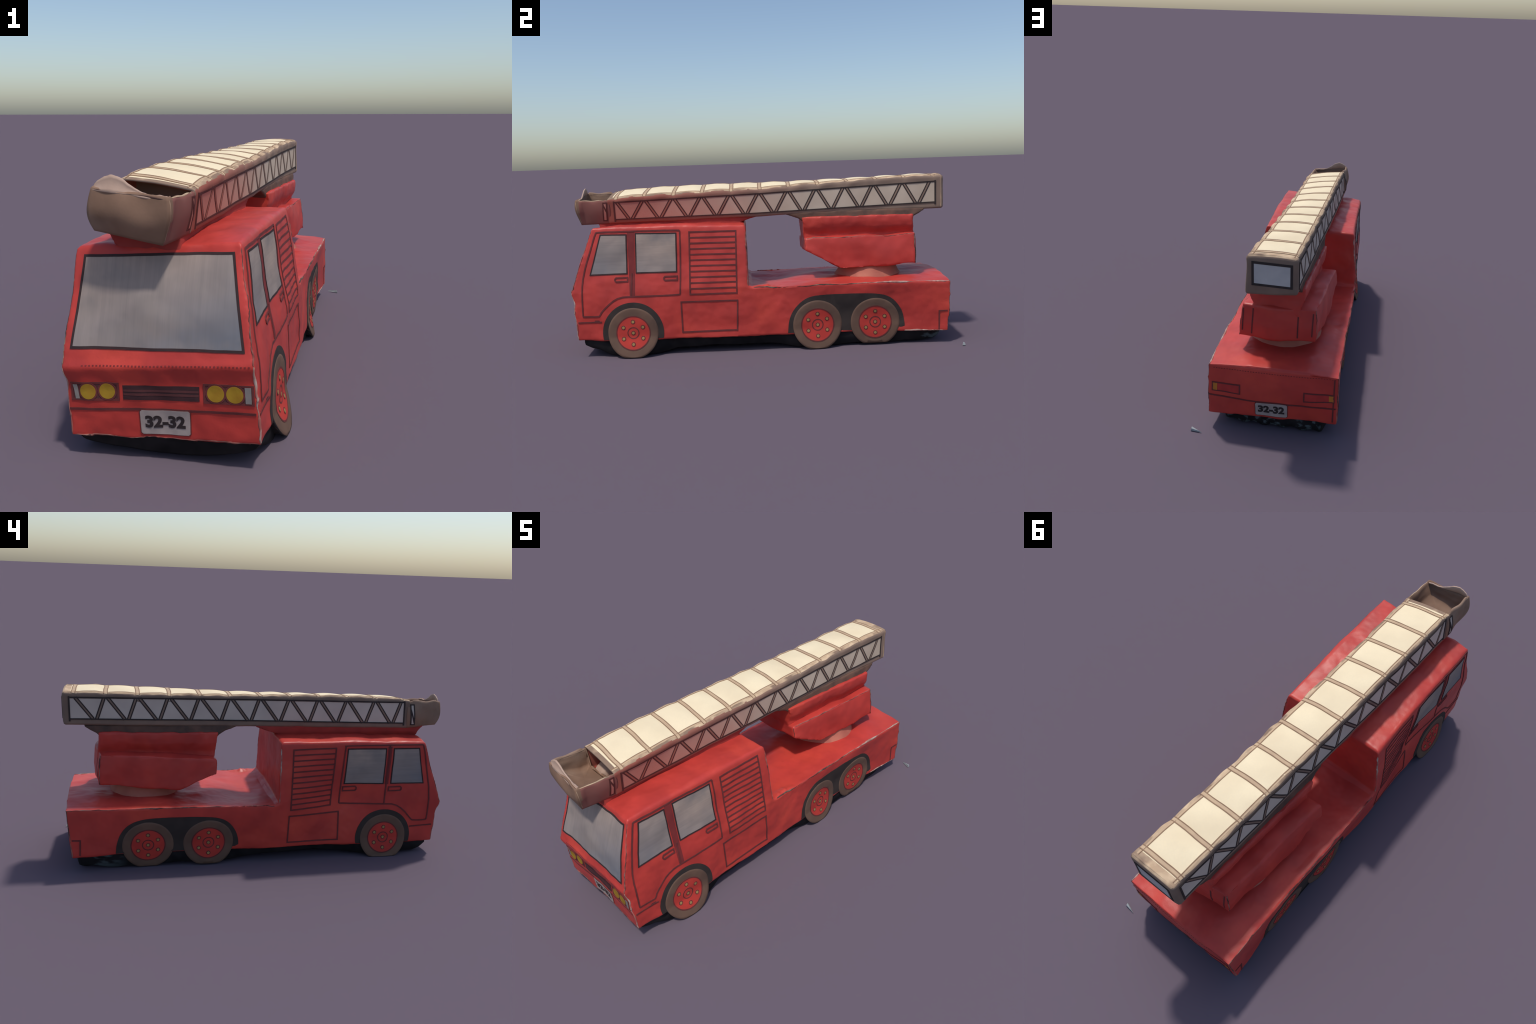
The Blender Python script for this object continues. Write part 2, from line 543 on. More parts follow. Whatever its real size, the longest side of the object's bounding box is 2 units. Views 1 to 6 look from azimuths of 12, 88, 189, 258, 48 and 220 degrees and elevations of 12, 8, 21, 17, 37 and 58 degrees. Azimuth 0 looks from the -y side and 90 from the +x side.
def flank(proj, s):
    """s: dictionary of measured drawing coordinates on this flank (y, z)"""
    for key in ("rwin", "fwin"):
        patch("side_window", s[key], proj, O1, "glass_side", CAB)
        stroke("window_frame", s[key], 0.006, proj, O2, "frame", CAB, closed=True)
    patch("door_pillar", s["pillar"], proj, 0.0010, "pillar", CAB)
    stroke("door_outline", smooth_line(s["door"], 1), LW, proj, O2, "line", CAB, closed=False)
    stroke("door_gap", s["div"], LW, proj, O2, "line", CAB)
    stroke("bumper_line", s["line2"], LW, proj, O2, "line", CAB)
    for h in s["handles"]:
        stroke("door_handle", h, 0.006, proj, O3, "line", CAB, closed=True)
    # louvre shutter
    a, b, c, d = s["louver"]
    stroke("shutter_frame", [a, b, c, d], LW, proj, O2, "line", CAB, closed=True)
    n = 11
    for k in range(1, n):
        t = k / n
        p = (lerp(a[0], d[0], t), lerp(a[1], d[1], t))
        q = (lerp(b[0], c[0], t), lerp(b[1], c[1], t))
        stroke("shutter_slat", [p, q], 0.0068, proj, O2 - 0.0004, "line", CAB)
    stroke("locker_outline", s["panel"], LW, proj, O2, "line", CAB, closed=True)
    stroke("marker_outline", s["marker"], LW, proj, O2, "line", BED)
    # wheels
    zb = s["zb"]
    cf = s["wf"]
    arc = [(cf[0] + 0.153 * math.cos(t), max(zb, cf[1] + 0.153 * math.sin(t)))
           for t in np.linspace(math.radians(-14), math.radians(194), 40)]
    patch("wheel_arch", arc, proj, O1, "arch", CAB)
    patch("wheel_arch", smooth_line(s["arch"], 2), proj, O1, "arch", BED)
    for c, sq, lean in zip((cf, s["w1"], s["w2"]), s["flat"], s["lean"]):
        wheel(proj, c, sq, lean)

def wheel(proj0, c, flat, lean):
    w = group("wheel")
    R, r = 0.128, 0.0835
    sg = 1 if proj0 is EAST else -1
    def proj(u, v, off):
        p = proj0(u, v, off)
        # the lower edge of the disc leans outward a little
        p.x += sg * lean * max(0.0, (0.10 - v) / 0.10)
        p.z = max(p.z, flat)
        return p
    # tyre: face, shoulder and a ribbed tread that runs in under the body
    n = 96
    rows = []
    v2f = lambda rad, a: (c[0] + rad * math.cos(a), c[1] + rad * math.sin(a))
    prof = [(r, 0.0030), (r + 0.015, 0.0034), (R - 0.012, 0.0034), (R - 0.002, 0.0022), (R, -0.002)]
    V, F = [], []
    for k, (rad, off) in enumerate(prof):
        for i in range(n):
            a = 2 * math.pi * i / n
            V.append(proj(*v2f(rad, a), off))
    for depth in (0.012, 0.03, 0.05, 0.075, 0.1):
        for i in range(n):
            a = 2 * math.pi * i / n
            p = proj(*v2f(R - 0.004 - (0.003 if i % 4 < 2 else 0), a), -depth)
            V.append(p)
    m = len(prof) + 5
    for k in range(m - 1):
        for i in range(n):
            j = (i + 1) % n
            F.append([k * n + i, k * n + j, (k + 1) * n + j, (k + 1) * n + i])
    me = tidy(mesh_from("tyre", V, F))
    ob = link("tyre", me, "tyre", w)
    me.materials.append(M["tread"])
    ref = c
    for p in me.polygons:
        q = p.center
        if math.hypot(q.y - c[0], q.z - c[1]) > R - 0.0085 and abs(p.normal.x) < 0.5 and q.z > -1:
            p.material_index = 1
    # keep the tread black only away from the printed face
    disc("wheel_hub", c, r, proj, 0.0036, "hub", w, thick=0.006)
    ring("hub_rim", c, r - 0.003, r + 0.0025, proj, 0.0044, "line", w)
    ring("hub_ring", c, 0.025, 0.030, proj, 0.0044, "line", w)
    for k in range(7):
        a = math.radians(90 + 60 * k)
        b = c if k == 6 else (c[0] + 0.056 * math.cos(a), c[1] + 0.056 * math.sin(a))
        disc("wheel_bolt", b, 0.0068, proj, 0.0056, "bolt", w, n=20)
        ring("bolt_rim", b, 0.0062, 0.0108, proj, 0.0048, "line", w, n=24)

def handle(y0, z0, y1, z1):
    c = 0.006
    s = 1 if y1 > y0 else -1
    return [(y0 + s * c, z0), (y1, z0), (y1, z1), (y0 + s * c, z1), (y0, z1 + c), (y0, z0 - c)]

flank(EAST, dict(
    fwin=rect((-0.828, 0.614), (-0.699, 0.611), (-0.701, 0.418), (-0.883, 0.418)),
    rwin=rect((-0.652, 0.615), (-0.449, 0.611), (-0.452, 0.419), (-0.655, 0.420)),
    pillar=rect((-0.694, 0.624), (-0.658, 0.624), (-0.664, 0.306), (-0.690, 0.306)),
    door=[(-0.928, 0.214), (-0.928, 0.30), (-0.925, 0.379), (-0.907, 0.458), (-0.878, 0.545), (-0.853, 0.624), (-0.843, 0.628),
          (-0.697, 0.628), (-0.435, 0.627), (-0.428, 0.618), (-0.436, 0.312), (-0.444, 0.304), (-0.675, 0.304), (-0.742, 0.302),
          (-0.783, 0.280), (-0.833, 0.234), (-0.844, 0.213), (-0.853, 0.210), (-0.930, 0.211)],
    div=[(-0.676, 0.418), (-0.683, 0.306)], line2=[(-0.953, 0.181), (-0.836, 0.181)],
    handles=[handle(-0.762, 0.399, -0.699, 0.380), handle(-0.517, 0.398, -0.450, 0.379)],
    louver=rect((-0.383, 0.614), (-0.148, 0.612), (-0.153, 0.302), (-0.388, 0.304)),
    panel=rect((-0.435, 0.267), (-0.151, 0.264), (-0.157, 0.113), (-0.433, 0.113)),
    marker=[(0.879, 0.070), (0.880, 0.167), (0.922, 0.168)],
    zb=0.088, wf=(-0.680, 0.121), w1=(0.253, 0.120), w2=(0.551, 0.120), flat=(0.001, 0.001, 0.010), lean=(0.032, 0.022, 0.002),
    arch=[(0.100, 0.084), (0.106, 0.15), (0.132, 0.205), (0.184, 0.254), (0.245, 0.274), (0.40, 0.275), (0.568, 0.271), (0.640, 0.245),
          (0.690, 0.18), (0.702, 0.12), (0.704, 0.078), (0.40, 0.080)],
))
flank(WEST, dict(
    rwin=rect((-0.449, 0.589), (-0.654, 0.587), (-0.654, 0.399), (-0.444, 0.402)),
    fwin=rect((-0.697, 0.587), (-0.836, 0.586), (-0.877, 0.397), (-0.695, 0.400)),
    pillar=rect((-0.664, 0.598), (-0.686, 0.598), (-0.682, 0.395), (-0.662, 0.395)),
    door=[(-0.441, 0.606), (-0.433, 0.60), (-0.422, 0.30), (-0.428, 0.292), (-0.672, 0.287), (-0.725, 0.285), (-0.779, 0.252), (-0.828, 0.195), (-0.840, 0.188),
          (-0.912, 0.187), (-0.921, 0.195), (-0.918, 0.340), (-0.890, 0.48), (-0.862, 0.600), (-0.850, 0.606), (-0.43, 0.606)],
    div=[(-0.674, 0.602), (-0.668, 0.287)], line2=[(-0.824, 0.154), (-0.953, 0.158)],
    handles=[handle(-0.512, 0.384, -0.438, 0.362), handle(-0.757, 0.380, -0.685, 0.359)],
    louver=rect((-0.161, 0.592), (-0.384, 0.595), (-0.375, 0.289), (-0.157, 0.279)),
    panel=rect((-0.151, 0.245), (-0.422, 0.250), (-0.423, 0.098), (-0.149, 0.099)),
    marker=[(0.922, 0.171), (0.883, 0.169), (0.887, 0.090)],
    zb=0.070, wf=(-0.674, 0.103), w1=(0.261, 0.120), w2=(0.561, 0.120), flat=(0.0, 0.006, 0.001), lean=(0.020, 0.006, -0.008),
    arch=[(0.718, 0.084), (0.715, 0.13), (0.695, 0.19), (0.654, 0.238), (0.586, 0.265), (0.42, 0.268), (0.250, 0.266), (0.172, 0.243),
          (0.125, 0.185), (0.108, 0.13), (0.106, 0.082), (0.40, 0.080)],
))

# ------------------------------------------------------------------ front print
def tilt(x, z):
    return z
shield = [(-0.262, 0.594), (0.180, 0.619), (0.226, 0.367), (-0.277, 0.345)]
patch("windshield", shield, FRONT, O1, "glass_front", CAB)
stroke("windshield_frame", shield, 0.007, FRONT, O2, "frame", CAB, closed=True)
def lamp_box(a, b, c, d, lamps, r, white):
    box = patch("headlight_housing", [a, b, c, d], FRONT, O1, "slat", CAB)
    stroke("housing_edge", [a, b, c, d], 0.006, FRONT, O2, "line", box, closed=True)
    for l in lamps:
        disc("headlight", l, r, FRONT, O4, "lamp", box)
        ring("headlight_ring", l, r - 0.001, r + 0.005, FRONT, O3, "line", box)
    patch("side_marker", white, FRONT, O3, "white", box)
lamp_box((-0.283, 0.238), (-0.142, 0.245), (-0.142, 0.194), (-0.283, 0.186),
         [(-0.233, 0.214), (-0.175, 0.219)], 0.0235,
         [(-0.279, 0.232), (-0.266, 0.233), (-0.260, 0.190), (-0.272, 0.189)])
lamp_box((0.113, 0.262), (0.252, 0.268), (0.254, 0.215), (0.114, 0.209),
         [(0.146, 0.238), (0.201, 0.240)], 0.0245,
         [(0.229, 0.264), (0.247, 0.265), (0.249, 0.218), (0.232, 0.217)])
g = [(-0.128, 0.240), (0.098, 0.253), (0.099, 0.210), (-0.128, 0.196)]
gr = patch("grille", g, FRONT, O1, "grille", CAB)
for t in (0.36, 0.62):
    stroke("grille_slat", [(-0.126, lerp(0.240, 0.196, t)), (0.097, lerp(0.253, 0.210, t))], 0.006, FRONT, O2, "slat", gr)
stroke("bumper_line", [(-0.295, 0.153), (-0.082, 0.168), (0.272, 0.186)], 0.008, FRONT, O1, "line", CAB)

def plate(poly, proj, flip, parent):
    p = patch("licence_plate", smooth_line(resample(poly, 0.02, True), 1, True), proj, O3, "plate", parent)
    stroke("plate_edge", smooth_line(resample(poly, 0.02, True), 1, True), 0.005, proj, O3 - 0.0006, "line", parent, closed=True)
    cu = D.curves.new("plate_number", "FONT")
    cu.body = "32-32"
    cu.size = 0.050
    cu.offset = 0.0024
    cu.align_x = "CENTER"; cu.align_y = "CENTER"
    cu.resolution_u = 4
    ob = D.objects.new("tmp", cu)
    COLL.objects.link(ob)
    dg = bpy.context.evaluated_depsgraph_get()
    me = D.meshes.new_from_object(ob.evaluated_get(dg))
    D.objects.remove(ob)
    cx = sum(q[0] for q in poly) / 4; cz = sum(q[1] for q in poly) / 4
    sl = (poly[1][1] - poly[0][1]) / (poly[1][0] - poly[0][0])
    v2 = []
    xs = [v.co.x for v in me.vertices]; w = max(xs) - min(xs); mid = 0.5 * (max(xs) + min(xs))
    for v in me.vertices:
        u = (v.co.x - mid) * 0.120 / w * flip
        v2.append((cx + u, cz + v.co.y + u * sl))
    fs = [list(f.vertices) for f in me.polygons]
    D.meshes.remove(me)
    skin("plate_number", v2, fs, proj, O3 + 0.0012, 0.003, "ink", p)
plate([(-0.081, 0.166), (0.068, 0.175), (0.067, 0.097), (-0.080, 0.089)], FRONT, 1, CAB)

# ------------------------------------------------------------------ rear print
plate([(0.047, 0.153), (-0.097, 0.157), (-0.097, 0.087), (0.046, 0.084)], REAR, -1, BED)
for box, amber in (([(0.243, 0.233), (0.118, 0.236), (0.118, 0.190), (0.244, 0.192)],
                    [(0.243, 0.231), (0.221, 0.231), (0.222, 0.194), (0.243, 0.194)]),
                   ([(-0.170, 0.233), (-0.300, 0.233), (-0.302, 0.199), (-0.170, 0.188)],
                    [(-0.279, 0.231), (-0.299, 0.231), (-0.301, 0.201), (-0.280, 0.198)])):
    t = patch("tail_light", box, REAR, O1, "tail", BED)
    stroke("tail_light_edge", box, 0.006, REAR, O2, "line", t, closed=True)
    patch("indicator", amber, REAR, O2, "orange", t)
stroke("bumper_line", [(0.262, 0.166), (0.048, 0.158), (-0.097, 0.159), (-0.318, 0.164)], 0.0075, REAR, O1, "line", BED)
stroke("corner_line", [(-0.300, 0.315), (-0.300, 0.09)], 0.006, REAR, O1, "line", BED)

def dashes(a, b, n, w):
    out = []
    for k in range(n):
        t0 = (k + 0.2) / n; t1 = (k + 0.65) / n
        out.append([(lerp(a[0], b[0], t0), lerp(a[1], b[1], t0)), (lerp(a[0], b[0], t1), lerp(a[1], b[1], t1))])
    return out
strokes("fold_perforation", dashes((-0.245, 0.297), (0.250, 0.330), 46, 1), 0.0038, FRONT, 0.001, "pillar", CAB, stuff=True)
strokes("fold_perforation", dashes((0.240, 0.309), (-0.310, 0.314), 46, 1), 0.0030, REAR, 0.001, "pillar", BED, stuff=True)

# ------------------------------------------------------------------ worn edges
def worn_edge(name, pts, rad, mat, bvh, parent, seed, depth=0.3):
    """a frayed strip of bare card along a fold: a thin, uneven ridge"""
    P = []
    for a, b in zip(pts[:-1], pts[1:]):
        a, b = Vector(a), Vector(b)
        n = max(2, int((b - a).length / 0.008))
        P += [a.lerp(b, k / n) for k in range(n)]
    P.append(Vector(pts[-1]))
    V, F = [], []
    m = 7
    for i, p in enumerate(P):
        h, nr, _, _ = bvh.find_nearest(p)
        t = (P[min(i + 1, len(P) - 1)] - P[max(i - 1, 0)]).normalized()
        e1 = nr; e2 = t.cross(nr).normalized()
        k = 1.3 * noise.noise(Vector((i * 0.06, seed, 0))) + 0.4 * noise.noise(Vector((i * 0.21, seed, 4)))
        r = rad * (0.50 + 0.8 * k)
        if i in (0, len(P) - 1): r = 0.0004
        r = max(r, 0.0004)
        c = h - e1 * (r * depth) + e2 * (0.003 * noise.noise(Vector((i * 0.08, seed + 9, 1))))
        for q in range(m):
            a = 2 * math.pi * q / m
            V.append(c + e1 * (r * 0.75 * math.cos(a)) + e2 * (r * math.sin(a)))
    for i in range(len(P) - 1):
        for q in range(m):
            r_ = (q + 1) % m
            F.append([i * m + q, i * m + r_, (i + 1) * m + r_, (i + 1) * m + q])
    link(name, tidy(mesh_from(name, V, F)), mat, parent)
WE = "worn_edge"
worn_edge(WE, [(0.262, -0.07, 0.336), (0.266, 0.55, 0.333)], 0.0045, "worn_dark", BODY_BVH, BED, 1)
worn_edge(WE, [(0.266, 0.45, 0.333), (0.268, 0.945, 0.333)], 0.0075, "worn_white", BODY_BVH, BED, 2)
worn_edge(WE, [(-0.335, -0.07, 0.322), (-0.323, 0.94, 0.336)], 0.0042, "worn", BODY_BVH, BED, 3)
worn_edge(WE, [(-0.300, -0.096, 0.60), (-0.333, -0.092, 0.325)], 0.0065, "worn_white", BODY_BVH, CAB, 4)
worn_edge(WE, [(0.208, -0.096, 0.61), (0.260, -0.092, 0.335)], 0.0055, "worn", BODY_BVH, CAB, 5)
worn_edge(WE, [(0.203, -0.875, 0.635), (0.262, -0.985, 0.33)], 0.0050, "worn", BODY_BVH, CAB, 6)
worn_edge(WE, [(0.262, -0.988, 0.335), (0.279, -0.969, 0.09)], 0.0065, "worn_white", BODY_BVH, CAB, 7)
worn_edge(WE, [(-0.300, -0.875, 0.60), (-0.303, -0.986, 0.29)], 0.0038, "worn_dark", BODY_BVH, CAB, 8)
worn_edge(WE, [(-0.303, -0.988, 0.29), (-0.304, -0.965, 0.065)], 0.0060, "worn_white", BODY_BVH, CAB, 9)
worn_edge(WE, [(0.268, 0.945, 0.33), (0.270, 0.928, 0.066)], 0.0045, "worn", BODY_BVH, BED, 10)
worn_edge(WE, [(-0.324, 0.946, 0.33), (-0.326, 0.925, 0.08)], 0.0045, "worn_dark", BODY_BVH, BED, 11)
worn_edge(WE, [(0.270, 0.70, 0.068), (0.270, 0.925, 0.062)], 0.0055, "worn_white", BODY_BVH, BED, 12)
worn_edge(WE, [(-0.29, -0.966, 0.062), (0.27, -0.970, 0.086)], 0.0040, "worn", BODY_BVH, CAB, 13)

# ------------------------------------------------------------------ scan-filled underside
def loft(name, sections, cap=True, sub=1):
    """sections: lists of equal length of 3-D points (closed rings)"""
    V, F = [], []
    m = len(sections[0])
    for s in sections:
        V += s
    for k in range(len(sections) - 1):
        for i in range(m):
            j = (i + 1) % m
            F.append([k * m + i, k * m + j, (k + 1) * m + j, (k + 1) * m + i])
    if cap:
        F.append(list(range(m)))
        F.append([(len(sections) - 1) * m + i for i in range(m)])
    return tidy(mesh_from(name, V, F))

def scan_underside():  # dark hull where the scan filled in the bottom between the wheels
    ys = [-0.955, -0.93, -0.90, -0.86, -0.80, -0.76, -0.62, -0.55, -0.47, -0.30, 0.0, 0.07, 0.15, 0.33, 0.43, 0.62, 0.70, 0.80, 0.87, 0.895, 0.912]
    zE = [0.080, 0.072, 0.060, 0.046, 0.006, 0.0, 0.0, 0.004, 0.024, 0.026, 0.025, 0.018, 0.003, 0.0, 0.010, 0.008, 0.006, 0.006, 0.012, 0.030, 0.065]
    zM = [0.066, 0.022, 0.000, 0.000, 0.0, 0.0, 0.0, 0.004, 0.014, 0.020, 0.020, 0.012, 0.003, 0.0, 0.004, 0.003, 0.002, 0.002, 0.002, 0.010, 0.060]
    zW = [0.060, 0.046, 0.020, 0.003, 0.006, 0.0, 0.0, 0.006, 0.016, 0.032, 0.026, 0.018, 0.008, 0.010, 0.014, 0.003, 0.003, 0.006, 0.006, 0.008, 0.060]
    ins = [0.010, 0.010, 0.010, 0.012, 0.010, 0.006, 0.006, 0.012, 0.030, 0.034, 0.034, 0.028, 0.012, 0.006, 0.006, 0.008, 0.018, 0.035, 0.060, 0.068, 0.075]
    secs = []
    for y in np.linspace(-0.930, 0.912, 230):
        a, b, mz = interp(y, ys, zE), interp(y, ys, zW), interp(y, ys, zM)
        k_ = interp(y, ys, ins)
        e, w = EAST(y, 0.10, -k_).x, WEST(y, 0.10, -k_).x
        ring_ = []
        nb = 48
        for k in range(nb + 1):
            t = k / nb
            x = lerp(w, e, t)
            z = lerp(lerp(b, a, t), mz, math.sin(math.pi * t) ** 0.6)
            edge = min(t, 1 - t)
            z += 0.006 * max(0, 1 - edge / 0.03) ** 2
            # ribbed filler at the tail
            if y > 0.66:
                z += 0.006 * math.sin(x * 70 + y * 25) * min(1, (y - 0.66) / 0.08)
            z += 0.004 * noise.noise(Vector((x * 9, y * 9, 3)))
            ring_.append(Vector((x, y, max(0.0, z))))
        ring_ += [Vector((e, y, 0.115)), Vector((w, y, 0.115))]
        secs.append(ring_)
    me = loft("scan_underside", secs)
    return link("scan_underside", me, "under")
scan_underside()

# ------------------------------------------------------------------ turret
def quad_ring(cs, z_of, n=24, r=0.06):
    """rounded quad in plan: cs = 4 corners (x, y) in order"""
    out = []
    for k in range(4):
        a, b = Vector(cs[k]), Vector(cs[(k + 1) % 4])
        for i in range(n):
            p = a.lerp(b, i / n)
            out.append(Vector((p.x, p.y, z_of(p.x, p.y))))
    return out

def box_loft(name, levels, voxel=0.006, amp=0.004, seed=1, extra=None):
    """stack of plan quads: each level = [(x, y, z) x4]"""
    secs = []
    for lv in levels:
        r_ = []
        for k in range(4):
            a, b = Vector(lv[k]), Vector(lv[(k + 1) % 4])
            r_ += [a.lerp(b, i / 8) for i in range(8)]
        secs.append(r_)
    me = loft(name, secs)
    bm = bmesh.new(); bm.from_mesh(me); bmesh.ops.triangulate(bm, faces=bm.faces); bm.to_mesh(me); bm.free()
    me = remesh(me, voxel)
    crumple(me, amp, 9.0, seed, amp * 0.4, 28.0)
    if extra:
        extra(me)
    return me

TURRET = group("turret")
# upper block: flares into the ladder's belly
def upper(y0, y1, ze, zw, g=0.0):
    return [(0.072 + g, y0, ze), (0.108 + g, y1, ze), (-0.132 - g, y1, zw), (-0.168 - g, y0, zw)]
me = box_loft("turret_upper_block", [
    upper(0.215, 0.790, 0.50, 0.50), upper(0.213, 0.796, 0.545, 0.535, -0.012), upper(0.210, 0.792, 0.566, 0.558, -0.014), upper(0.207, 0.785, 0.60, 0.60, 0.002), upper(0.205, 0.782, 0.625, 0.625, 0.006),
    upper(0.198, 0.786, 0.655, 0.655, 0.006)], seed=3, amp=0.007)
MOUNT = link("ladder_mount", box_loft("ladder_mount", [
    upper(0.205, 0.780, 0.630, 0.630, -0.004), upper(0.188, 0.792, 0.646, 0.646, -0.006), upper(0.155, 0.820, 0.660, 0.664, -0.010), upper(0.08, 0.86, 0.684, 0.690, -0.014)], seed=4), "mount", TURRET)
UP = link("turret_upper_block", me, "red", TURRET)
# lower block: prism with a chamfered nose
LOWPROF = [  # (y, z_e, z_w, x_e, x_w)
    (0.213, 0.545, 0.532, 0.093, -0.228),
    (0.211, 0.485, 0.458, 0.106, -0.243),
    (0.400, 0.376, 0.372, 0.124, -0.226),
    (0.780, 0.402, 0.404, 0.156, -0.194),
    (0.785, 0.470, 0.470, 0.152, -0.197),
    (0.778, 0.560, 0.562, 0.142, -0.196),
]
bm = bmesh.new()
ev = [bm.verts.new((e, y, ze)) for y, ze, zw, e, w in LOWPROF]
wv = [bm.verts.new((w, y, zw)) for y, ze, zw, e, w in LOWPROF]
bm.faces.new(ev); bm.faces.new(list(reversed(wv)))
for i in range(len(ev)):
    j = (i + 1) % len(ev)
    bm.faces.new((ev[j], ev[i], wv[i], wv[j]))
bmesh.ops.recalc_face_normals(bm, faces=bm.faces)
bmesh.ops.triangulate(bm, faces=bm.faces)
me = D.meshes.new("turret_lower_block"); bm.to_mesh(me); bm.free()
me = remesh(me, 0.006)
crumple(me, 0.012, 7.0, 5, 0.0015, 26.0)
normals = [v.normal.copy() for v in me.vertices]
for v, n in zip(me.vertices, normals):      # puffed sides, swollen back
    if n.x > 0.5: v.co.x += 0.004 * math.sin(math.pi * min(1, max(0, (v.co.z - 0.38) / 0.18)))
    if n.y > 0.4: v.co.y += 0.024 * math.exp(-((v.co.x + 0.02) / 0.16) ** 2)
me.update()
LOW = link("turret_lower_block", me, "red", TURRET)
LOW_BVH = bvh_of(me)
L_REAR = ray_proj(LOW_BVH, 1, 1, 0.78)
strokes("turret_rear_line", [[(-0.112, 0.545), (-0.112, 0.42)], [(0.092, 0.545), (0.098, 0.42)],
                             [(-0.178, 0.54), (-0.176, 0.43)], [(0.138, 0.54), (0.142, 0.43)]], 0.006, L_REAR, 0.0012, "line", LOW)
worn_edge(WE, [(0.157, 0.785, 0.565), (0.164, 0.787, 0.40)], 0.0042, "worn_dark", LOW_BVH, LOW, 21)
worn_edge(WE, [(-0.200, 0.785, 0.565), (-0.198, 0.787, 0.40)], 0.0042, "worn_dark", LOW_BVH, LOW, 22)
worn_edge(WE, [(0.096, 0.205, 0.545), (0.108, 0.205, 0.485)], 0.0042, "worn_dark", LOW_BVH, LOW, 23)
worn_edge(WE, [(0.098, 0.22, 0.548), (0.154, 0.775, 0.566)], 0.0036, "worn", LOW_BVH, LOW, 24)
# neck disc between bed and turret
secs = []
for z, r in ((0.315, 0.185), (0.335, 0.176), (0.348, 0.166), (0.365, 0.158), (0.385, 0.150), (0.41, 0.135)):
    secs.append([Vector((-0.025 + r * math.cos(a), 0.565 + r * math.sin(a), z)) for a in np.linspace(0, 2 * math.pi, 64, endpoint=False)])
me = loft("turntable_neck", secs)
NECK = link("turntable_neck", me, "neck", TURRET)

# ------------------------------------------------------------------ ladder
LY = [-0.820, -0.76, -0.55, -0.31, 0.0, 0.30, 0.60, 0.935]
LT = dict(
    xe=[0.056, 0.056, 0.057, 0.058, 0.062, 0.067, 0.074, 0.094],
    xeb=[0.036, 0.038, 0.045, 0.050, 0.060, 0.068, 0.076, 0.096],
    be=[0.652, 0.654, 0.656, 0.660, 0.667, 0.675, 0.678, 0.678],
    te=[0.780, 0.784, 0.793, 0.800, 0.809, 0.826, 0.842, 0.851],
    xw=[-0.176, -0.174, -0.170, -0.164, -0.155, -0.144, -0.133, -0.121],
    xwb=[-0.190, -0.188, -0.184, -0.176, -0.164, -0.150, -0.138, -0.125],
    bw=[0.664, 0.666, 0.670, 0.675, 0.681, 0.684, 0.687, 0.694],
    tw=[0.808, 0.818, 0.828, 0.833, 0.834, 0.834, 0.839, 0.850])
RUNG0, RUNGD, NR = -0.772, 0.1515, 12

def lad(y, key):
    return interp(y, LY, LT[key])

def bay(y):
    """0 at a rung, 1 in the middle of a bay"""
    return abs(math.sin(math.pi * (y - RUNG0) / RUNGD)) ** 0.8

def ladder_section(y, shrink=0.0):
    """rounded quad section with a pillowed top"""
    pts = []
    nb, ns, nt_, rc = 16, 16, 28, 0.012
    e, w = lad(y, "xe") - shrink, lad(y, "xw") + shrink
    eb, wb = lad(y, "xeb") - shrink, lad(y, "xwb") + shrink
    be, te, bw, tw = lad(y, "be") + shrink, lad(y, "te") - shrink, lad(y, "bw") + shrink, lad(y, "tw") - shrink
    b = bay(y)
    pillow = (0.007 + 0.006 * b) * interp(y, [-0.82, -0.77, -0.70, 0.80, 0.94], [0.6, 1.1, 1.2, 1.3, 0.7])
    def P(u, v):
        x = lerp(lerp(wb, eb, u), lerp(w, e, u), v); lo = lerp(bw, be, u); hi = lerp(tw, te, u)
        hi += pillow * max(0, math.sin(math.pi * u)) ** 0.38
        return Vector((x, y, lerp(lo, hi, v)))
    wd = e - w; ht = te - be
    a, c = rc / wd, rc / ht
    path = []
    for i in range(nb + 1): path.append((lerp(a, 1 - a, i / nb), 0))
    for i in range(1, 5):
        t = math.pi / 2 * i / 5; path.append((1 - a + a * math.sin(t), c - c * math.cos(t)))
    for i in range(ns + 1): path.append((1, lerp(c, 1 - c, i / ns)))
    for i in range(1, 5):
        t = math.pi / 2 * i / 5; path.append((1 - a + a * math.cos(t), 1 - c + c * math.sin(t)))
    for i in range(nt_ + 1): path.append((lerp(1 - a, a, i / nt_), 1))
    for i in range(1, 5):
        t = math.pi / 2 * i / 5; path.append((a - a * math.sin(t), 1 - c + c * math.cos(t)))
    for i in range(ns + 1): path.append((0, lerp(1 - c, c, i / ns)))
    for i in range(1, 5):
        t = math.pi / 2 * i / 5; path.append((a - a * math.cos(t), c - c * math.sin(t)))
    for u, v in path:
        p = P(u, v)
        # scalloped upper edges: the sheet bulges out in each bay
        edge = max(0, v - 0.82) / 0.18
        side = 1 if u > 0.9 else (-1 if u < 0.1 else 0)
        p.x += side * edge * (0.008 * b - 0.004 + 0.006 * noise.noise(Vector((y * 14, side, 2))))
        p.z += edge * abs(side) * 0.004 * noise.noise(Vector((y * 22, side, 7)))
        p += 0.0025 * Vector((noise.noise(p * 12), 0, noise.noise(p * 11 + Vector((5, 5, 5)))))
        pts.append(p)
    return pts

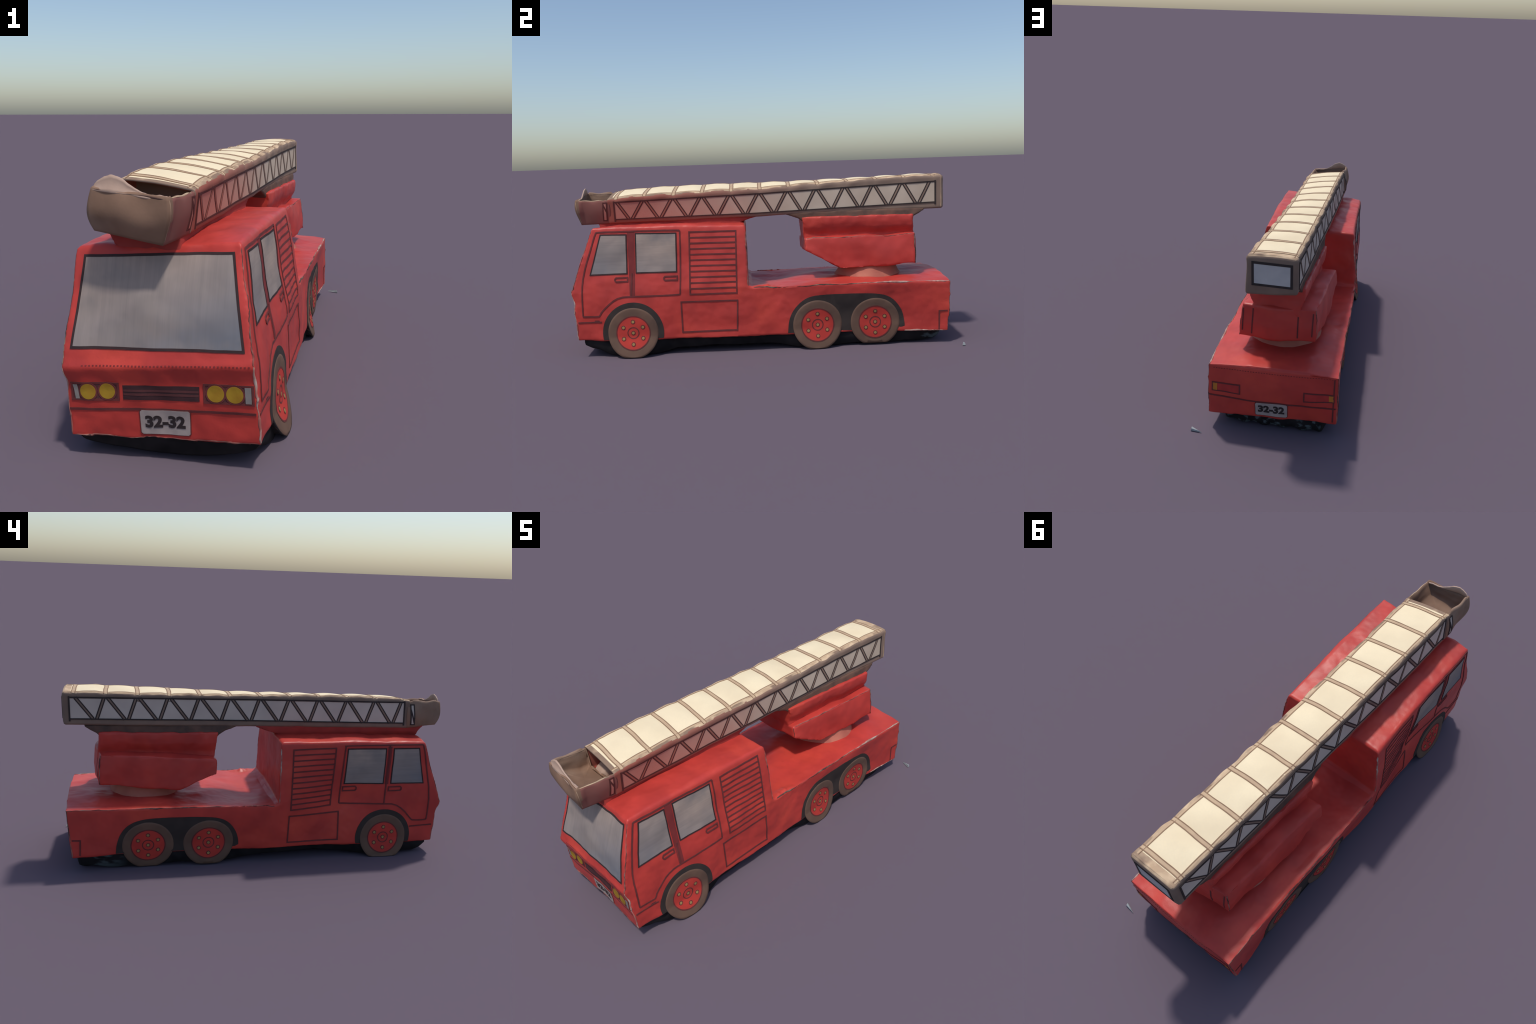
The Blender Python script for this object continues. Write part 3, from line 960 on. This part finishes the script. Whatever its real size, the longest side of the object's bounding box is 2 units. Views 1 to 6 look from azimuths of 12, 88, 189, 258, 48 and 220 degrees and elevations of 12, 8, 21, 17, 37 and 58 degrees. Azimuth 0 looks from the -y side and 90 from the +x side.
secs = [ladder_section(-0.725, 0.016), ladder_section(-0.76, 0.014), ladder_section(-0.80, 0.011), ladder_section(-0.815, 0.005)]
for y in np.linspace(-0.814, 0.938, 420):
    secs.append(ladder_section(y))
secs += [ladder_section(0.945, 0.004), ladder_section(0.950, 0.014)]
for s, dy in ((secs[-1], 0.950), (secs[-2], 0.946)):
    for p in s: p.y = dy
me = loft("ladder", secs)
me.polygons.foreach_set("use_smooth", [True] * len(me.polygons))
LADDER = link("ladder", me, "cream")
LB = bvh_of(me)
me.materials.append(M["rail_e"]); me.materials.append(M["rail_w"]); me.materials.append(M["worn_tan"])
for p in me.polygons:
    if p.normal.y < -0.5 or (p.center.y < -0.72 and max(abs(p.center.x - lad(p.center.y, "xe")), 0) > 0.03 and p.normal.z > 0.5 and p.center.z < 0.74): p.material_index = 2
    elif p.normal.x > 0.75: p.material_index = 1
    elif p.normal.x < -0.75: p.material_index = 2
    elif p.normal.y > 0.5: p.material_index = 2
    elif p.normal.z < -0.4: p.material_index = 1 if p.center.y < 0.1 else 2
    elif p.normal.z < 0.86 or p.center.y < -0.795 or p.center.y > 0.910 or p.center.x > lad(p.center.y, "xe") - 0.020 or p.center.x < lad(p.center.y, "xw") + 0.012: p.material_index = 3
LE = ray_proj(LB, 0, 1, 0.07)
LWp = ray_proj(LB, 0, -1, -0.14)
LTOP = ray_proj(LB, 2, 1, 0.83)
LREAR = ray_proj(LB, 1, 1, 0.935)

def truss(proj, zt, zb, tops, bots, y_end, y_start, flankmat, railmat, linemat):
    T = lambda y: interp(y, *zt)
    B = lambda y: interp(y, *zb)
    ys = np.linspace(y_start, y_end, 80)
    # infill sheet behind the lattice
    poly = [(y, T(y)) for y in ys] + [(y, B(y)) for y in reversed(ys)]
    V = [(y, lerp(B(y), T(y), k / 4)) for y in ys for k in range(5)]
    F = [[i * 5 + k, (i + 1) * 5 + k, (i + 1) * 5 + k + 1, i * 5 + k + 1] for i in range(79) for k in range(4)]
    skin("lattice_infill", V, F, proj, 0.0010, 0.003, flankmat, LADDER)
    stroke("ladder_rail_line", [(y, T(y)) for y in ys], 0.0075, proj, 0.0030, linemat, LADDER)
    stroke("ladder_rail_line", [(y, B(y)) for y in ys], 0.0065, proj, 0.0030, linemat, LADDER)
    for y in (y_start, y_end):
        stroke("ladder_post_line", [(y, B(y) - 0.012), (y, T(y) + 0.006)], 0.0075, proj, 0.0030, linemat, LADDER)
    seq = []
    for k in range(len(tops)):
        if k < len(bots):
            seq.append(((tops[k], T(tops[k])), (bots[k], B(bots[k]))))
            if k + 1 < len(tops):
                seq.append(((bots[k], B(bots[k])), (tops[k + 1], T(tops[k + 1]))))
    for i, (a, b) in enumerate(seq):
        # braces meet side by side at the chord
        s = 0.009 if b[0] > a[0] else -0.009
        a = (a[0] + s, a[1]); b = (b[0] - s * 0.9, b[1])
        br = stroke("ladder_brace", [a, b], 0.0185, proj, 0.0018, linemat, LADDER)
        stroke("brace_core", [a, b], 0.0070, proj, 0.0025, railmat, br)

truss(LE, ([-0.79, -0.006, 0.91], [0.766, 0.787, 0.822]), ([-0.79, -0.04, 0.91], [0.676, 0.685, 0.714]),
      [-0.775 + 0.1507 * k for k in range(12)], [-0.700 + 0.1511 * k for k in range(11)], 0.905, -0.782, "flank_e", "rail_e", "tline_e")
truss(LWp, ([-0.79, -0.009, 0.92], [0.803, 0.818, 0.828]), ([-0.79, -0.01, 0.92], [0.694, 0.712, 0.724]),
      [-0.774 + 0.1518 * k for k in range(12)], [-0.717 + 0.1515 * k for k in range(11)], 0.917, -0.785, "flank_w", "rail_w", "truss")

# rungs printed across the top: tan bar between two brown lines
for k in range(NR):
    y = RUNG0 + RUNGD * k
    sk = random.uniform(-0.004, 0.004)
    x0, x1 = lad(y, "xw") + 0.006, lad(y, "xe") - 0.006
    def line(dy, inset=0.0):
        out = []
        for i in range(9):
            t = i / 8
            out.append((lerp(x0 + inset, x1 - inset, t), y + dy + sk * (t - 0.5) + 0.004 * noise.noise(Vector((t * 2.2, k * 3.7, 0)))))
        return out
    rg = stroke("rung", line(0), 0.020, LTOP, 0.0012, "tan", LADDER, step=0.01)
    for dy in (-0.0085, 0.0085):
        stroke("rung_edge", line(dy), 0.0042, LTOP, 0.0022, "tanline", rg, step=0.01)
# crumpled tan side rails of the top sheet
for side in (0, 1):
    ys = np.linspace(-0.812, 0.925, 150)
    key = "xe" if side else "xw"
    sg = -1 if side else 1
    inn = 0.020 if side else 0.013
    line = [(lad(y, key) + sg * (inn + 0.001), y) for y in ys]
    stroke("ladder_top_rail", line, 0.010, LTOP, 0.0008, "tan", LADDER)
    stroke("ladder_top_rail_edge", [(x + sg * 0.004, y) for x, y in line], 0.0036, LTOP, 0.0016, "tanline", LADDER)
# rear end pane
pane = [(0.066, 0.828), (-0.096, 0.824), (-0.098, 0.728), (0.064, 0.732)]
patch("ladder_end_pane", pane, LREAR, 0.0018, "pane", LADDER)
stroke("end_pane_frame", pane, 0.010, LREAR, 0.0026, "truss", LADDER, closed=True)
worn_edge(WE, [(0.100, 0.935, 0.852), (0.100, 0.935, 0.684)], 0.0065, "worn_tan", LB, LADDER, 31)
worn_edge(WE, [(0.094, 0.935, 0.858), (-0.118, 0.935, 0.858)], 0.0060, "worn_tan", LB, LADDER, 32)

# saddle under the ladder on the cab roof
me = box_loft("ladder_saddle", [
    [(0.030, -0.875, 0.58), (0.050, -0.14, 0.58), (-0.130, -0.14, 0.58), (-0.140, -0.875, 0.57)],
    [(0.026, -0.870, 0.640), (0.048, -0.118, 0.640), (-0.156, -0.118, 0.632), (-0.174, -0.870, 0.63)],
    [(0.024, -0.875, 0.655), (0.048, -0.075, 0.655), (-0.163, -0.070, 0.65), (-0.184, -0.875, 0.648)],
    [(0.020, -0.905, 0.674), (0.048, 0.02, 0.680), (-0.162, 0.02, 0.684), (-0.188, -0.905, 0.685)]], seed=9)
SADDLE = link("ladder_saddle", me, "saddle", LADDER)

# ------------------------------------------------------------------ basket
def basket():
    # outer corners: front-left, back-left, back-right, front-right (x, y)
    bot = [Vector((0.008, -0.968, 0.650)), Vector((0.034, -0.806, 0.655)), Vector((-0.187, -0.806, 0.668)), Vector((-0.190, -0.964, 0.684))]
    top = [Vector((0.033, -0.986, 0.779)), Vector((0.053, -0.806, 0.783)), Vector((-0.173, -0.806, 0.804)), Vector((-0.184, -0.982, 0.804))]
    n = 26
    def ringpts(cs):
        out = []
        for k in range(4):
            a, b = cs[k], cs[(k + 1) % 4]
            out += [a.lerp(b, i / n) for i in range(n)]
        return out
    rb, rt = ringpts(bot), ringpts(top)
    mid = lambda pts: sum(pts, Vector()) / len(pts)
    cb = mid(bot); ct = mid(top)
    rows = []
    for t in (0.05, 0.5, 0.9):
        rows.append([cb.lerp(p, t) for p in rb])
    lv = 14
    for k in range(lv + 1):
        t = k / lv
        row = []
        for a, b in zip(rb, rt):
            p = a.lerp(b, t)
            if a.y > -0.81 and abs(a.x + 0.0765) < 0.106:   # open towards the ladder
                p.z = min(p.z, 0.700)
            out = (p - cb.lerp(ct, t)); out.z = 0
            p = p + out.normalized() * ((0.016 if p.y < -0.95 else 0.008) * math.sin(math.pi * t) + 0.008 * noise.noise(p * 13))
            if t > 0.9:
                p.z += 0.010 * noise.noise(p * 16 + Vector((3, 0, 0))) + ((0.006 if a.x < -0.1 else -0.006) if a.y > -0.95 and a.y < -0.83 else 0)
            row.append(p)
        rows.append(row)
    rim = rows[-1]
    def inset(row, d, dz):
        c = mid(row)
        out = []
        for p in row:
            q = p - c
            q.z = 0
            L = q.length
            out.append(Vector((p.x - q.x * d / L * 1.25, p.y - q.y * d / L * 1.25, p.z + dz)))
        return out
    rows.append(inset(rim, 0.004, 0.003))
    rows.append(inset(rim, 0.009, 0.0))
    inner_top = rows[-1]
    for k in range(1, 7):
        t = k / 6
        rows.append([Vector((lerp(p.x, q.x, t), lerp(p.y, q.y, t), lerp(p.z, 0.706 + 0.030 * min(1, max(0, (-0.86 - p.y) / 0.1)), t))) + 0.006 * noise.noise(p * 12 + Vector((0, 0, k))) * Vector((1, 1, 0))
                     for p, q in zip(inner_top, [cb.lerp(p, 0.84) for p in rb])])
    last = rows[-1]
    cl = mid(last)
    for t in (0.5, 0.05):
        rows.append([cl.lerp(p, t) + Vector((0, 0, 0.004 * noise.noise(p * 10))) for p in last])
    me = loft("basket", rows)
    ob = link("basket", me, "basket")
    me.materials.append(M["bask_e"])
    for p in me.polygons:
        if p.normal.x > 0.6 and p.center.x > 0 and p.center.y > -0.968:
            p.material_index = 1
    return ob, me
BASKET, bme = basket()
BB = bvh_of(bme)
BE = ray_proj(BB, 0, 1, 0.04)
BW = ray_proj(BB, 0, -1, -0.17)
# printed last bay of the lattice on the basket sides
for pr, zt, zb, lm, rm, fm in ((BE, 0.765, 0.672, "tline_e", "rail_e", "flank_e"), (BW, 0.790, 0.687, "truss", "rail_w", "flank_w")):
    q = [(-0.820, zt), (-0.838, zt), (-0.843, zb), (-0.824, zb)]
    patch("lattice_infill", q, pr, 0.0016, fm, BASKET)
    stroke("ladder_post_line", q, 0.006, pr, 0.0026, lm, BASKET, closed=True)
    stroke("ladder_brace", [(-0.821, zt - 0.025), (-0.841, zb + 0.01)] if pr is BW else [(-0.838, zt - 0.01), (-0.822, zt - 0.05)], 0.007, pr, 0.0030, lm, BASKET)
# fold-over flap standing on the front rim
def flap():
    xs = [-0.180, -0.168, -0.150, -0.134, -0.115, -0.100, -0.085, -0.065, -0.045, -0.02, 0.005, 0.025]
    zt = [0.806, 0.822, 0.832, 0.838, 0.834, 0.828, 0.816, 0.803, 0.792, 0.786, 0.786, 0.783]
    V, F = [], []
    N = 60
    for i in range(N + 1):
        x = lerp(-0.180, 0.025, i / N)
        zb_ = lerp(0.800, 0.776, (x + 0.18) / 0.21)
        z1 = interp(x, xs, zt) + 0.0015 * noise.noise(Vector((x * 90, 0, 0)))
        for k in range(6):
            t = k / 5
            y = -0.982 + 0.012 * t + 0.010 * math.sin(t * math.pi) * (-1 if t < 0 else 0.4) + 0.004 * noise.noise(Vector((x * 20, t, 0)))
            V.append(Vector((x, y, lerp(zb_ - 0.004, z1, t))))
    M6 = 6
    for i in range(N):
        for k in range(5):
            F.append([i * M6 + k, (i + 1) * M6 + k, (i + 1) * M6 + k + 1, i * M6 + k + 1])
    me = mesh_from("basket_flap", V, F)
    ob = link("basket_flap", me, "flap", BASKET)
    md = ob.modifiers.new("thick", "SOLIDIFY")
    md.thickness = 0.006
    md.offset = 0
flap()
me = box_loft("crumpled_tab", [
    [(-0.08, -0.81, 0.675), (-0.06, -0.74, 0.675), (-0.16, -0.74, 0.675), (-0.14, -0.82, 0.675)],
    [(-0.09, -0.80, 0.705), (-0.07, -0.74, 0.715), (-0.15, -0.74, 0.72), (-0.14, -0.80, 0.705)],
    [(-0.10, -0.77, 0.715), (-0.08, -0.74, 0.735), (-0.14, -0.74, 0.74), (-0.13, -0.77, 0.72)]], amp=0.008, seed=12)
link("crumpled_tab", me, "flap", BASKET)
worn_edge(WE, [(0.033, -0.984, 0.775), (0.012, -0.966, 0.66)], 0.0055, "worn_tan", BB, BASKET, 41)
worn_edge(WE, [(0.02, -0.986, 0.777), (-0.175, -0.986, 0.801)], 0.0040, "worn_dark", BB, BASKET, 42)
worn_edge(WE, [(0.036, -0.97, 0.782), (0.047, -0.82, 0.776)], 0.0045, "worn_tan", BB, BASKET, 43)
worn_edge(WE, [(-0.183, -0.97, 0.806), (-0.160, -0.82, 0.800)], 0.0045, "worn_tan", BB, BASKET, 44)

# ------------------------------------------------------------------ loose scan fragment
bm = bmesh.new()
tri = [(0.276, 1.000), (0.332, 0.994), (0.333, 0.978)]
b0 = [bm.verts.new((x, y, 0.0)) for x, y in tri]
b1 = [bm.verts.new((lerp(x, 0.322, 0.35), lerp(y, 0.990, 0.35), z)) for (x, y), z in zip(tri, (0.006, 0.011, 0.014))]
bm.faces.new(b0); bm.faces.new(b1)
for i in range(3):
    j = (i + 1) % 3
    bm.faces.new((b0[i], b0[j], b1[j], b1[i]))
bmesh.ops.recalc_face_normals(bm, faces=bm.faces)
me = D.meshes.new("scan_fragment"); bm.to_mesh(me); bm.free()
chip = D.objects.new("scan_fragment", me)  # stray fragment left by the scan, separate from the truck
COLL.objects.link(chip)
me.materials.append(M["chip"])
chip["label"] = "tiny pale grey wedge-shaped scan fragment lying on the ground"
chip["category"] = "chip"
